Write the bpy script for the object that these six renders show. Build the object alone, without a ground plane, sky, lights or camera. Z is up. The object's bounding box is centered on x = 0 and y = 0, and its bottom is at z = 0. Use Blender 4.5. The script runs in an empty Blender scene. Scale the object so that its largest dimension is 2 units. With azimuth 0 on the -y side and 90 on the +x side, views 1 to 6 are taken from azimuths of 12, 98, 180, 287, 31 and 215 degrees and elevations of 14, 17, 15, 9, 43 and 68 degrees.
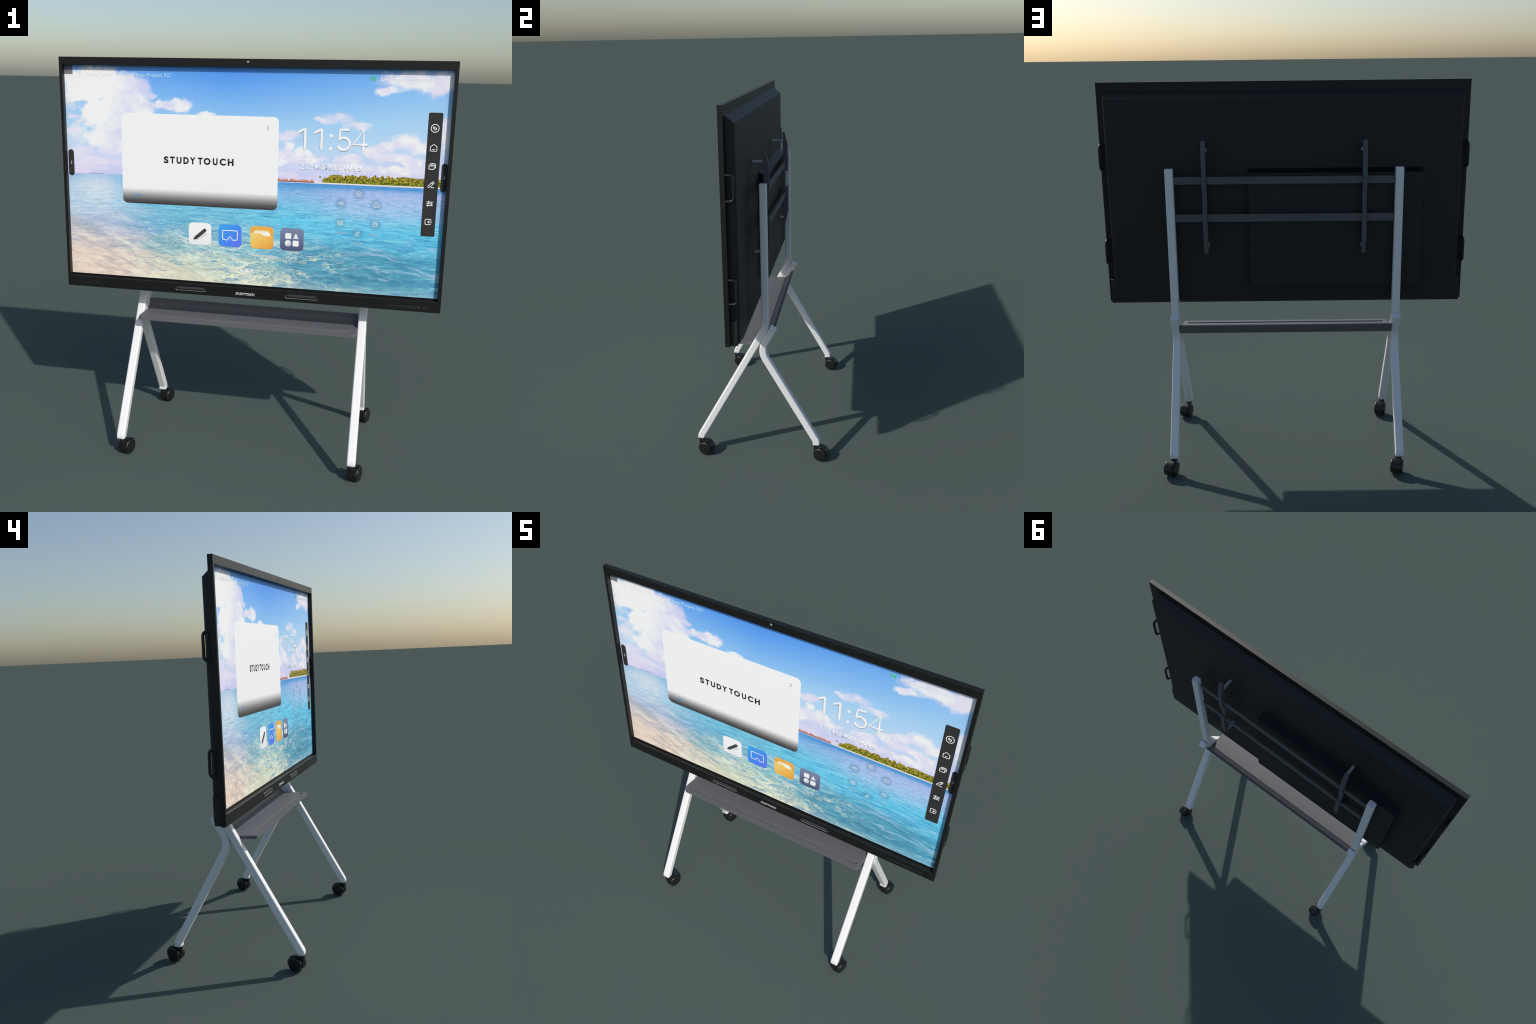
"""Interactive whiteboard panel on a white four-legged rolling stand."""
import bpy, bmesh, math
from mathutils import Vector, Matrix

# ----------------------------------------------------------------------------
# main sizes (metres)
# ----------------------------------------------------------------------------
PANEL_X = 0.9655                 # half width of the frame
PANEL_Z0, PANEL_Z1 = 0.8232, 2.0
FRONT_Y, RIM_Y = -0.1270, -0.1018
OPEN_X, OPEN_Z0, OPEN_Z1 = 0.9492, 0.8785, 1.9612
SCREEN_Y = -0.1030
SCREEN_X0, SCREEN_Z0 = -0.949, 0.889
SCREEN_W, SCREEN_H = 1.898, 1.072
HOUSING_Y = -0.0563
TUBE = 0.0425                   # tube width across
TUBE_D = 0.0388                 # tube depth front to back
TUBE_X = 0.5912
WHITE_LEVEL = 1.0               # base colour that a fully white pixel gets

# ----------------------------------------------------------------------------
# scene graph helpers
# ----------------------------------------------------------------------------
root = bpy.data.objects.new("interactive_whiteboard", None)
bpy.context.collection.objects.link(root)
root["label"] = "large black touch display with beach wallpaper on white rolling stand"
root["category"] = "interactive whiteboard"


def link(obj, parent=None):
    bpy.context.collection.objects.link(obj)
    obj.parent = parent or root
    return obj


def mesh_from(name, verts, faces, mat=None, parent=None, smooth=None, bevel=0.0, segs=2):
    me = bpy.data.meshes.new(name)
    me.from_pydata([tuple(v) for v in verts], [], faces)
    bm = bmesh.new()
    bm.from_mesh(me)
    bmesh.ops.recalc_face_normals(bm, faces=bm.faces)
    if bevel > 0:
        sharp = [e for e in bm.edges if e.is_manifold and e.calc_face_angle(0) > math.radians(25)]
        bmesh.ops.bevel(bm, geom=sharp, offset=bevel, segments=segs, affect='EDGES', profile=0.5, clamp_overlap=True)
    bm.to_mesh(me)
    bm.free()
    if mat:
        me.materials.append(mat)
    if smooth is not None:
        me.shade_smooth()
        me.set_sharp_from_angle(angle=math.radians(smooth))
    obj = link(bpy.data.objects.new(name, me), parent)
    if smooth is not None:
        wn = obj.modifiers.new("even_shading", 'WEIGHTED_NORMAL')   # flat faces stay flat next to rounded edges
        wn.weight = 100
        wn.keep_sharp = True
    return obj


def box(name, x0, x1, y0, y1, z0, z1, mat, parent=None, bevel=0.0, segs=2):
    v = [(x, y, z) for x in (x0, x1) for y in (y0, y1) for z in (z0, z1)]
    f = [(0, 1, 3, 2), (4, 6, 7, 5), (0, 4, 5, 1), (2, 3, 7, 6), (0, 2, 6, 4), (1, 5, 7, 3)]
    return mesh_from(name, v, f, mat, parent, 30 if bevel else None, bevel, segs)


def loft(rings, cap=True, close=True):
    """Faces through rings of equal vertex count."""
    verts, faces, n = [], [], len(rings[0])
    for r in rings:
        verts += [tuple(p) for p in r]
    for i in range(len(rings) - 1):
        for j in range(n if close else n - 1):
            k = (j + 1) % n
            faces.append((i * n + j, i * n + k, (i + 1) * n + k, (i + 1) * n + j))
    if cap:
        faces.append(tuple(range(n)))
        faces.append(tuple(range((len(rings) - 1) * n, len(rings) * n)))
    return verts, faces


def fillet_path(pts, radii, step=math.radians(4)):
    """Polyline in 2D with rounded corners; returns points."""
    out = [Vector(pts[0])]
    for i in range(1, len(pts) - 1):
        a, b, c = Vector(pts[i - 1]), Vector(pts[i]), Vector(pts[i + 1])
        d0, d1 = (a - b).normalized(), (c - b).normalized()
        ang = math.pi - d0.angle(d1)
        t = radii[i] * math.tan(ang / 2)
        centre = b + (d0 + d1).normalized() * (radii[i] / math.cos(ang / 2))
        s = b + d0 * t - centre
        e = b + d1 * t - centre
        n = max(2, int(ang / step))
        for k in range(n + 1):
            f = k / n
            v = (s * math.sin((1 - f) * ang) + e * math.sin(f * ang)) / math.sin(ang)
            out.append(centre + v)
    out.append(Vector(pts[-1]))
    return out


def rounded_square(half, r, seg=4):
    out = []
    for qx, qy, a0 in ((1, 1, 0), (-1, 1, 90), (-1, -1, 180), (1, -1, 270)):
        for k in range(seg + 1):
            a = math.radians(a0 + 90 * k / seg)
            out.append((qx * (half - r) + r * math.cos(a), qy * (half - r) + r * math.sin(a)))
    return out


# ----------------------------------------------------------------------------
# node helpers
# ----------------------------------------------------------------------------
def lin(c):
    c = c / 255.0
    return c / 12.92 if c <= 0.04045 else ((c + 0.055) / 1.055) ** 2.4


def seen(r, g, b, k=1.0):
    """Base colour for a display colour on the screen (white paper shows as 238)."""
    w = lin(238) / WHITE_LEVEL
    return tuple(min(1.0, lin(x) / w * k) for x in (r, g, b)) + (1.0,)


class Nodes:
    def __init__(self, name):
        self.mat = bpy.data.materials.new(name)
        self.mat.use_nodes = True
        self.t = self.mat.node_tree
        self.bsdf = self.t.nodes["Principled BSDF"]

    def put(self, sock, val):
        if isinstance(val, bpy.types.NodeSocket):
            self.t.links.new(val, sock)
        elif val is not None:
            sock.default_value = val

    def add(self, kind, **kw):
        n = self.t.nodes.new(kind)
        for k, v in kw.items():
            setattr(n, k, v)
        return n

    def m(self, op, a, b=None, c=None, clamp=False):
        n = self.add("ShaderNodeMath", operation=op, use_clamp=clamp)
        for s, v in zip(n.inputs, (a, b, c)):
            self.put(s, v)
        return n.outputs[0]

    def v(self, op, a, b=None, c=None):
        n = self.add("ShaderNodeVectorMath", operation=op)
        for s, x in zip(n.inputs, (a, b, c)):
            self.put(s, x)
        return n.outputs["Value"] if op in ("LENGTH", "DISTANCE", "DOT_PRODUCT") else n.outputs[0]

    def step(self, x, lo, hi):
        n = self.add("ShaderNodeMapRange", interpolation_type='SMOOTHSTEP')
        self.put(n.inputs["Value"], x)
        n.inputs["From Min"].default_value = lo
        n.inputs["From Max"].default_value = hi
        return n.outputs[0]

    def mix(self, f, a, b, mode='MIX'):
        n = self.add("ShaderNodeMix", data_type='RGBA', blend_type=mode)
        self.put(n.inputs[0], f)
        self.put(n.inputs[6], a)
        self.put(n.inputs[7], b)
        return n.outputs[2]

    def noise(self, vec, scale, detail=4, rough=0.55, distort=0.0, color=False):
        n = self.add("ShaderNodeTexNoise")
        self.put(n.inputs["Vector"], vec)
        n.inputs["Scale"].default_value = scale
        n.inputs["Detail"].default_value = detail
        n.inputs["Roughness"].default_value = rough
        n.inputs["Distortion"].default_value = distort
        return n.outputs["Color" if color else "Fac"]

    def ramp(self, f, stops):
        n = self.add("ShaderNodeValToRGB")
        el = n.color_ramp.elements
        while len(el) < len(stops):
            el.new(0.5)
        for e, (p, c) in zip(el, stops):
            e.position = p
            e.color = c
        self.put(n.inputs[0], f)
        return n.outputs[0]

    def xyz(self, x, y, z=0.0):
        n = self.add("ShaderNodeCombineXYZ")
        for s, v in zip(n.inputs, (x, y, z)):
            self.put(s, v)
        return n.outputs[0]

    def split(self, v):
        n = self.add("ShaderNodeSeparateXYZ")
        self.put(n.inputs[0], v)
        return n.outputs

    def coord(self, which="Object"):
        return self.add("ShaderNodeTexCoord").outputs[which]


def plain(name, rgb, rough=0.5, spec=0.5, metal=0.0, grain=0.04, grain_scale=60, bump=0.0):
    """Plain surface with a faint uneven tone and gloss."""
    n = Nodes(name)
    nz = n.noise(n.coord(), grain_scale, 4)
    base = tuple(rgb) + (1.0,)
    lo = tuple(c * (1 - grain) for c in rgb) + (1.0,)
    hi = tuple(min(1, c * (1 + grain)) for c in rgb) + (1.0,)
    n.put(n.bsdf.inputs["Base Color"], n.mix(nz, lo, hi))
    n.put(n.bsdf.inputs["Roughness"], n.m('MULTIPLY_ADD', nz, 0.06, rough - 0.03))
    n.bsdf.inputs["Specular IOR Level"].default_value = spec
    n.bsdf.inputs["Metallic"].default_value = metal
    if bump:
        b = n.add("ShaderNodeBump")
        b.inputs["Strength"].default_value = bump
        b.inputs["Distance"].default_value = 0.0005
        n.put(b.inputs["Height"], n.noise(n.coord(), 900, 2))
        n.put(n.bsdf.inputs["Normal"], b.outputs[0])
    return n.mat


def flat(name, r, g, b, k=1.0):
    """Printed / displayed colour on the screen: matt."""
    n = Nodes(name)
    n.bsdf.inputs["Base Color"].default_value = seen(r, g, b, k)
    n.bsdf.inputs["Roughness"].default_value = 0.6
    n.bsdf.inputs["Specular IOR Level"].default_value = 0.2
    return n.mat


FRAME_MAT = plain("black_frame_plastic", (0.0085, 0.0087, 0.0089), 0.42, 0.38, bump=0.05)
HOUSING_MAT = plain("black_housing_metal", (0.0135, 0.0146, 0.0150), 0.55, 0.42)
MASK_MAT = plain("black_screen_border", (0.004, 0.004, 0.0045), 0.5, 0.3)
WHITE_MAT = plain("white_powder_coat", (0.83, 0.83, 0.83), 0.40, 0.5, grain=0.01)
GREY_MAT = plain("grey_sheet_metal", (0.130, 0.130, 0.137), 0.55, 0.4)
BRACKET_MAT = plain("dark_grey_bracket_metal", (0.105, 0.108, 0.115), 0.55, 0.4)
PIN_MAT = plain("light_grey_pin_metal", (0.42, 0.43, 0.45), 0.45, 0.5)
CASTER_MAT = plain("black_caster_plastic", (0.0105, 0.0108, 0.0108), 0.33, 0.5)
HANDLE_MAT = plain("black_handle_enamel", (0.013, 0.013, 0.013), 0.38, 0.4)
CHROME_MAT = plain("polished_trim", (0.36, 0.36, 0.37), 0.25, 0.7, metal=0.3)
LOGO_MAT = plain("silver_logo_print", (0.72, 0.72, 0.73), 0.5, 0.3)
STYLUS_MAT = plain("grey_stylus_plastic", (0.042, 0.042, 0.044), 0.45, 0.5)
MARK_MAT = plain("dim_key_print", (0.022, 0.022, 0.023), 0.5, 0.4)


# ----------------------------------------------------------------------------
# the wallpaper shown on the screen
# ----------------------------------------------------------------------------
def wallpaper():
    n = Nodes("beach_wallpaper")
    x, _, zz = n.split(n.coord())
    u = n.m('DIVIDE', x, SCREEN_W)
    v = n.m('DIVIDE', zz, SCREEN_H)
    px = n.m('DIVIDE', x, SCREEN_H)              # aspect-true coordinates
    P = n.xyz(px, v)

    # --- sky -----------------------------------------------------------------
    sky_t = n.m('DIVIDE', n.m('SUBTRACT', v, 0.497), 0.503)
    side = n.m('ABSOLUTE', n.m('SUBTRACT', u, 0.45))
    sky_t = n.m('SUBTRACT', sky_t, n.m('MULTIPLY', side, n.m('MULTIPLY', sky_t, 0.55)))
    sky = n.ramp(sky_t, [(0.0, seen(198, 200, 240)), (0.10, seen(200, 208, 243)), (0.25, seen(182, 212, 242)),
                         (0.42, seen(164, 206, 240)), (0.62, seen(132, 186, 238)), (0.85, seen(96, 160, 236)),
                         (1.0, seen(78, 142, 232))])

    # --- clouds: soft union of ellipses, edges broken up by noise --------------
    warp = n.noise(P, 9.0, 6, 0.62, color=True)
    Pd = n.v('MULTIPLY_ADD', n.v('SUBTRACT', warp, (0.5, 0.5, 0.5)), (0.085, 0.065, 0.0), P)
    billow = n.noise(P, 18.0, 8, 0.66)
    puffs = {
        "tower": [(.085, .920, .105, .072), (.050, .865, .045, .035), (.075, .780, .035, .045), (.165, .885, .075, .085), (.135, .775, .085, .125),
                  (.150, .665, .105, .055), (.028, .918, .034, .050), (.243, .868, .017, .017), (.210, .815, .045, .055)],
        "small": [(.280, .822, .032, .026), (.322, .826, .032, .032), (.390, .786, .022, .013)],
        "upper": [(.905, .955, .085, .042), (.965, .945, .070, .048), (.845, .915, .03, .02)],
        "middle": [(.728, .790, .040, .026), (.780, .765, .038, .022), (.690, .775, .026, .013)],
        "low": [(.605, .708, .032, .020), (.606, .660, .014, .030), (.590, .610, .036, .040), (.642, .620, .030, .034),
                (.655, .600, .04, .02)],
        "right": [(.895, .690, .042, .034), (.937, .675, .040, .030), (.845, .665, .036, .026), (.880, .620, .065, .020),
                  (.922, .600, .026, .032), (.755, .612, .034, .022), (.805, .640, .034, .024), (.770, .575, .070, .020),
                  (.992, .720, .018, .080), (.90, .57, .07, .018)],
        "haze": [(.035, .596, .050, .024), (.075, .560, .06, .018), (.130, .610, .06, .016), (.028, .76, .03, .008), (.02, .70, .02, .01)],
    }
    near = {}
    for key, group in puffs.items():
        f = None
        for cx, cy, rx, ry in group:
            rx *= SCREEN_W / SCREEN_H
            d = n.v('LENGTH', n.v('MULTIPLY_ADD', Pd, (1 / rx, 1 / ry, 0), (-cx * SCREEN_W / SCREEN_H / rx, -cy / ry, 0)))
            f = d if f is None else n.m('SMOOTH_MIN', f, d, 0.18)
        near[key] = n.m('SUBTRACT', 1.0, f)
    rough_edge = n.m('MULTIPLY', n.m('SUBTRACT', billow, 0.5), 1.7)

    def cover(key, lo, hi, k=1.0):
        edge = n.m('MULTIPLY', rough_edge, 0.62) if key == "tower" else rough_edge
        return n.m('MULTIPLY', n.step(n.m('ADD', near[key], edge), lo, hi), k)

    white, lilac, pink = seen(243, 243, 246), seen(204, 208, 240), seen(228, 222, 242)
    puff_tone = n.step(n.noise(n.v('ADD', P, (3.1, 1.7, 0)), 13.0, 6, 0.6), 0.42, 0.60)
    col = sky
    wisps = n.m('MULTIPLY', n.step(n.noise(n.v('MULTIPLY', P, (3.0, 9.0, 1)), 1.6, 5, 0.6), 0.50, 0.75),
                n.step(v, 0.80, 0.52))
    col = n.mix(n.m('MULTIPLY', wisps, 0.55), col, pink)
    bank = n.m('MULTIPLY', n.step(v, 0.62, 0.53), n.step(n.noise(n.v('MULTIPLY', P, (1.0, 2.6, 1)), 6.0, 5, 0.6), 0.40, 0.62))
    col = n.mix(n.m('MULTIPLY', bank, 0.8), col, seen(226, 218, 242))
    veil = n.m('MULTIPLY', n.step(u, 0.16, 0.02), n.m('MULTIPLY', n.step(v, 0.50, 0.70), n.step(n.noise(n.v('MULTIPLY', P, (1.0, 1.6, 1)), 7.0, 6, 0.62), 0.46, 0.66)))
    col = n.mix(n.m('MULTIPLY', veil, 0.8), col, seen(236, 232, 246))
    col = n.mix(cover("haze", -0.25, 0.5, 0.75), col, pink)
    col = n.mix(cover("middle", -0.15, 0.45, 0.85), col, n.mix(puff_tone, seen(205, 214, 240), seen(232, 228, 244)))
    col = n.mix(cover("low", -0.22, 0.42, 0.95), col, n.mix(puff_tone, seen(222, 218, 243), white))
    col = n.mix(cover("right", -0.22, 0.42, 0.95), col, n.mix(puff_tone, seen(222, 220, 243), white))
    col = n.mix(cover("upper", -0.25, 0.50, 0.95), col, n.mix(puff_tone, seen(226, 222, 242), white))
    col = n.mix(cover("small", -0.20, 0.35, 0.95), col, n.mix(puff_tone, seen(218, 216, 242), white))
    # shaded flank of the tower lies towards its right, lower side
    flank = n.m('MULTIPLY', n.step(n.m('ADD', n.m('SUBTRACT', px, n.m('MULTIPLY', v, 0.35)), n.m('MULTIPLY', billow, 0.22)), 0.02, 0.18),
                n.step(n.noise(n.v('ADD', P, (0.4, 0.0, 0)), 6.0, 6, 0.6), 0.36, 0.56))
    tower = n.mix(n.m('MULTIPLY', flank, 0.95), white, lilac)
    col = n.mix(cover("tower", -0.16, 0.22), col, tower)

    # --- sea: ground-plane coordinates so ripples shrink towards the horizon ----
    q = n.m('MAXIMUM', n.m('SUBTRACT', 0.500, v), 0.0)
    depth = n.m('DIVIDE', 1.0, n.m('ADD', q, 0.055))
    gx = n.m('MULTIPLY', n.m('SUBTRACT', u, 0.5), depth)
    G = n.xyz(n.m('MULTIPLY', gx, 1.0), n.m('MULTIPLY', depth, 0.85))
    ripple = n.noise(G, 3.2, 6, 0.62, 0.8)
    swell = n.noise(n.xyz(n.m('MULTIPLY', gx, 0.8), n.m('ADD', n.m('MULTIPLY', depth, 1.2), n.m('MULTIPLY', gx, 0.55))), 1.5, 4, 0.55, 0.6)

    right_sea = n.ramp(n.m('DIVIDE', v, 0.50), [
        (0.0, seen(120, 172, 192)), (0.12, seen(72, 150, 180)), (0.26, seen(74, 164, 200)), (0.45, seen(82, 186, 224)),
        (0.64, seen(84, 198, 232)), (0.78, seen(116, 192, 232)), (0.90, seen(142, 180, 230)), (0.965, seen(84, 146, 214)),
        (1.0, seen(72, 130, 204))])
    left_sea = n.ramp(n.m('DIVIDE', v, 0.50), [
        (0.0, seen(232, 206, 180)), (0.16, seen(226, 204, 186)), (0.30, seen(194, 188, 198)), (0.44, seen(176, 184, 212)),
        (0.58, seen(172, 192, 222)), (0.72, seen(184, 212, 232)), (0.88, seen(190, 212, 234)), (0.97, seen(160, 196, 226)),
        (1.0, seen(170, 190, 226))])
    mid_sea = n.ramp(n.m('DIVIDE', v, 0.50), [
        (0.0, seen(206, 206, 174)), (0.16, seen(188, 202, 182)), (0.32, seen(140, 188, 192)), (0.48, seen(84, 164, 202)),
        (0.66, seen(104, 186, 216)), (1.0, seen(110, 186, 224))])
    wob = n.m('MULTIPLY', n.m('SUBTRACT', swell, 0.5), 0.20)
    uw = n.m('ADD', n.m('ADD', u, wob), n.m('MULTIPLY', v, 0.20))
    sea = n.mix(n.step(uw, 0.16, 0.36), left_sea, mid_sea)
    sea = n.mix(n.step(uw, 0.46, 0.72), sea, right_sea)
    # sandy shallows in the lower left
    shore = n.step(n.m('ADD', n.m('ADD', v, n.m('MULTIPLY', u, 0.36)), wob), 0.34, 0.10)
    sea = n.mix(n.m('MULTIPLY', shore, 0.85), sea, n.mix(n.step(u, 0.12, 0.42), seen(236, 210, 186), seen(208, 208, 178)))
    # darker and lighter water between ripples
    dark = n.step(ripple, 0.52, 0.36)
    sea = n.mix(n.m('MULTIPLY', dark, n.m('MULTIPLY_ADD', n.step(u, 0.30, 0.75), 0.22, 0.24)), sea,
                n.mix(n.step(u, 0.1, 0.42), seen(104, 136, 186), seen(36, 136, 190)))
    light = n.step(ripple, 0.54, 0.72)
    sea = n.mix(n.m('MULTIPLY', light, 0.55), sea, n.mix(n.step(n.m('ADD', u, v), 0.25, 0.75), seen(240, 228, 214), seen(150, 224, 238)))
    # fine chop, flattened towards the horizon
    chop = n.noise(n.xyz(n.m('MULTIPLY', gx, 1.7), n.m('MULTIPLY', depth, 2.8)), 3.4, 6, 0.70, 0.9)
    deep_k = n.m('MULTIPLY_ADD', n.step(n.m('ADD', u, v), 0.15, 0.55), 0.34, 0.30)
    sea = n.mix(n.m('MULTIPLY', n.step(chop, 0.48, 0.38), deep_k), sea,
                n.mix(n.step(u, 0.12, 0.40), seen(112, 138, 184), seen(32, 128, 186)))
    sea = n.mix(n.m('MULTIPLY', n.step(chop, 0.54, 0.64), 0.66), sea,
                n.mix(n.step(n.m('ADD', u, v), 0.2, 0.7), seen(246, 236, 226), seen(160, 230, 240)))
    # wave lines running down to the right over the shallows
    along = n.m('SUBTRACT', n.m('MULTIPLY', px, 0.93), n.m('MULTIPLY', v, 0.36))
    across = n.m('ADD', n.m('MULTIPLY', v, 0.93), n.m('MULTIPLY', px, 0.36))
    lines = n.noise(n.xyz(n.m('MULTIPLY', along, 4.0), n.m('MULTIPLY', across, 22.0)), 1.0, 5, 0.62, 0.6)
    there = n.m('MULTIPLY', n.step(uw, 0.70, 0.42), n.step(v, 0.38, 0.20))
    sea = n.mix(n.m('MULTIPLY', n.m('MULTIPLY', n.step(lines, 0.51, 0.38), there), 0.60), sea,
                n.mix(n.step(n.m('ADD', u, v), 0.18, 0.42), seen(176, 160, 158), seen(104, 160, 176)))
    sea = n.mix(n.m('MULTIPLY', n.m('MULTIPLY', n.step(lines, 0.53, 0.66), there), 0.62), sea, seen(248, 238, 216))
    # glitter on the left and reflected sky on the right near the horizon
    glow = n.m('MULTIPLY', n.step(n.v('LENGTH', n.v('MULTIPLY', n.v('SUBTRACT', P, (0.15, 0.43, 0)), (7.0, 9.0, 0))), 1.0, 0.1), 0.7)
    sea = n.mix(n.m('MULTIPLY', glow, n.step(chop, 0.34, 0.58)), sea, seen(228, 230, 242))
    gloss = n.m('MULTIPLY', n.step(u, 0.62, 0.80), n.m('MULTIPLY', n.step(v, 0.28, 0.42), n.step(v, 0.487, 0.465)))
    sea = n.mix(n.m('MULTIPLY', gloss, n.m('MULTIPLY', n.step(chop, 0.38, 0.58), 0.85)), sea, seen(188, 196, 238))
    # broad dark wave and pale reflections in the lower right
    trough = n.m('MULTIPLY', n.step(n.v('LENGTH', n.v('MULTIPLY', n.v('SUBTRACT', Pd, (1.36, 0.12, 0)), (2.0, 7.0, 0))), 1.1, 0.25),
                 n.step(swell, 0.22, 0.52))
    sea = n.mix(n.m('MULTIPLY', trough, 0.82), sea, n.mix(n.step(chop, 0.40, 0.62), seen(34, 114, 142), seen(64, 148, 168)))
    bend = n.m('MULTIPLY', n.m('SUBTRACT', n.noise(P, 4.0, 3), 0.5), 1.6)
    slick = n.m('MULTIPLY', n.step(n.noise(n.xyz(n.m('MULTIPLY', gx, 0.9), n.m('ADD', n.m('ADD', n.m('MULTIPLY', depth, 1.5), n.m('MULTIPLY', gx, 0.8)), bend)), 3.0, 4, 0.55, 0.8), 0.53, 0.66),
                n.m('MULTIPLY', n.step(u, 0.62, 0.85), n.step(v, 0.36, 0.2)))
    sea = n.mix(n.m('MULTIPLY', slick, 0.66), sea, seen(172, 196, 226))
    # caustic light net over the shallow bottom
    cw = n.noise(G, 3.0, 4, 0.6, color=True)
    Gc = n.v('MULTIPLY_ADD', n.v('SUBTRACT', cw, (0.5, 0.5, 0.5)), (0.9, 0.9, 0), G)
    where = n.m('MULTIPLY', n.step(v, 0.34, 0.16), n.m('MULTIPLY', n.step(u, 0.06, 0.42), n.step(uw, 0.84, 0.62)))
    for scale, width, k in ((4.6, 0.065, 0.9), (9.0, 0.075, 0.7)):
        vor = n.add("ShaderNodeTexVoronoi", feature='DISTANCE_TO_EDGE')
        n.put(vor.inputs["Vector"], Gc)
        vor.inputs["Scale"].default_value = scale
        net = n.m('MULTIPLY', n.step(vor.outputs["Distance"], width, 0.0), n.step(n.noise(G, scale * 0.45, 2), 0.38, 0.54))
        sea = n.mix(n.m('MULTIPLY', n.m('MULTIPLY', net, where), k), sea, seen(248, 242, 208))
    grain = n.noise(G, 26.0, 3, 0.7)
    sea = n.mix(0.30, sea, n.mix(n.step(grain, 0.35, 0.65), seen(70, 112, 150), seen(246, 240, 232)), 'SOFT_LIGHT')
    # everything seen through bright haze on the water
    sea = n.mix(n.m('MULTIPLY', n.step(v, 0.495, 0.40), 0.06), sea, seen(206, 228, 230))
    col = n.mix(n.step(v, 0.4985, 0.4955), col, sea)

    # --- island with palms, bungalows, distant islet -----------------------------
    crown = n.noise(n.v('MULTIPLY', P, (1.0, 0.8, 1)), 55.0, 3, 0.6)
    fade_in = n.step(u, 0.688, 0.735)
    canopy = n.m('MULTIPLY_ADD', crown, 0.052, n.m('MULTIPLY_ADD', n.noise(n.xyz(px, 0.0), 9.0, 2), 0.022, 0.5030))
    canopy = n.m('MULTIPLY_ADD', n.m('SUBTRACT', canopy, 0.503), n.m('MULTIPLY_ADD', fade_in, 0.55, 0.45), 0.503)
    tree = n.m('MULTIPLY', n.step(n.m('SUBTRACT', canopy, v), -0.0015, 0.0015), n.m('MULTIPLY', n.step(v, 0.5025, 0.5045), n.step(u, 0.690, 0.698)))
    stray = n.v('LENGTH', n.v('MULTIPLY', n.v('SUBTRACT', P, (0.6885 * SCREEN_W / SCREEN_H, 0.5275, 0)), (150.0, 260.0, 0)))
    tree = n.m('MAXIMUM', tree, n.step(n.m('ADD', stray, n.m('MULTIPLY', crown, 0.8)), 1.5, 1.1))
    leaf_n = n.noise(n.v('MULTIPLY', P, (1.3, 1.0, 1)), 95.0, 4, 0.7)
    foliage = n.ramp(leaf_n, [(0.36, seen(36, 42, 16)), (0.45, seen(88, 92, 26)), (0.52, seen(148, 134, 38)), (0.63, seen(214, 186, 74))])
    foliage = n.mix(n.m('MULTIPLY', n.step(v, 0.524, 0.508), 0.6), foliage, n.mix(n.step(leaf_n, 0.4, 0.6), seen(56, 78, 20), seen(128, 152, 46)))
    beach = n.m('MULTIPLY', n.m('MULTIPLY', n.step(v, 0.4985, 0.4995), n.step(v, 0.5045, 0.5030)), n.step(u, 0.655, 0.70))
    col = n.mix(beach, col, seen(236, 226, 204))
    col = n.mix(tree, col, foliage)
    hut = n.noise(n.xyz(n.m('MULTIPLY', px, 1.0), 0.0), 85.0, 1)
    roof = n.m('MULTIPLY_ADD', n.step(hut, 0.40, 0.55), 0.008, 0.5065)
    huts = n.m('MULTIPLY', n.step(n.m('SUBTRACT', roof, v), -0.001, 0.001), n.m('MULTIPLY', n.step(v, 0.4995, 0.5005), n.m('MULTIPLY', n.step(u, 0.675, 0.672), n.step(u, 0.40, 0.41))))
    col = n.mix(huts, col, n.mix(n.step(v, 0.5030, 0.5060), seen(120, 78, 72), n.mix(n.step(n.noise(P, 120, 1), 0.4, 0.6), seen(196, 124, 92), seen(214, 160, 140))))
    islet = n.m('MULTIPLY', n.m('MULTIPLY', n.step(v, 0.4965, 0.4975), n.step(v, 0.5010, 0.5000)), n.m('MULTIPLY', n.step(u, 0.054, 0.066), n.step(u, 0.110, 0.095)))
    col = n.mix(n.m('MULTIPLY', islet, 0.8), col, seen(126, 146, 184))

    # --- faint round pads behind the radial menu icons --------------------------
    ring = None
    for cu, cv in RADIAL:
        d = n.v('LENGTH', n.v('SUBTRACT', P, (cu * SCREEN_W / SCREEN_H, cv, 0)))
        ring = d if ring is None else n.m('MINIMUM', ring, d)
    pad = n.m('MULTIPLY', n.step(ring, 0.0330, 0.0200), 0.34)
    col = n.mix(pad, col, seen(84, 124, 160))
    # dark translucent recording badge in the top left corner
    badge = n.m('MULTIPLY', n.step(u, 0.0238, 0.0230), n.step(v, 0.9575, 0.9585))
    col = n.mix(n.m('MULTIPLY', badge, 0.86), col, seen(78, 80, 84))

    n.put(n.bsdf.inputs["Base Color"], col)
    n.bsdf.inputs["Roughness"].default_value = 0.6
    n.bsdf.inputs["Specular IOR Level"].default_value = 0.2
    return n.mat


RADIAL = [(0.7883 + 0.0508 * math.sin(math.radians(a)), 0.3681 + 0.0898 * math.cos(math.radians(a))) for a in range(0, 360, 60)]

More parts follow.
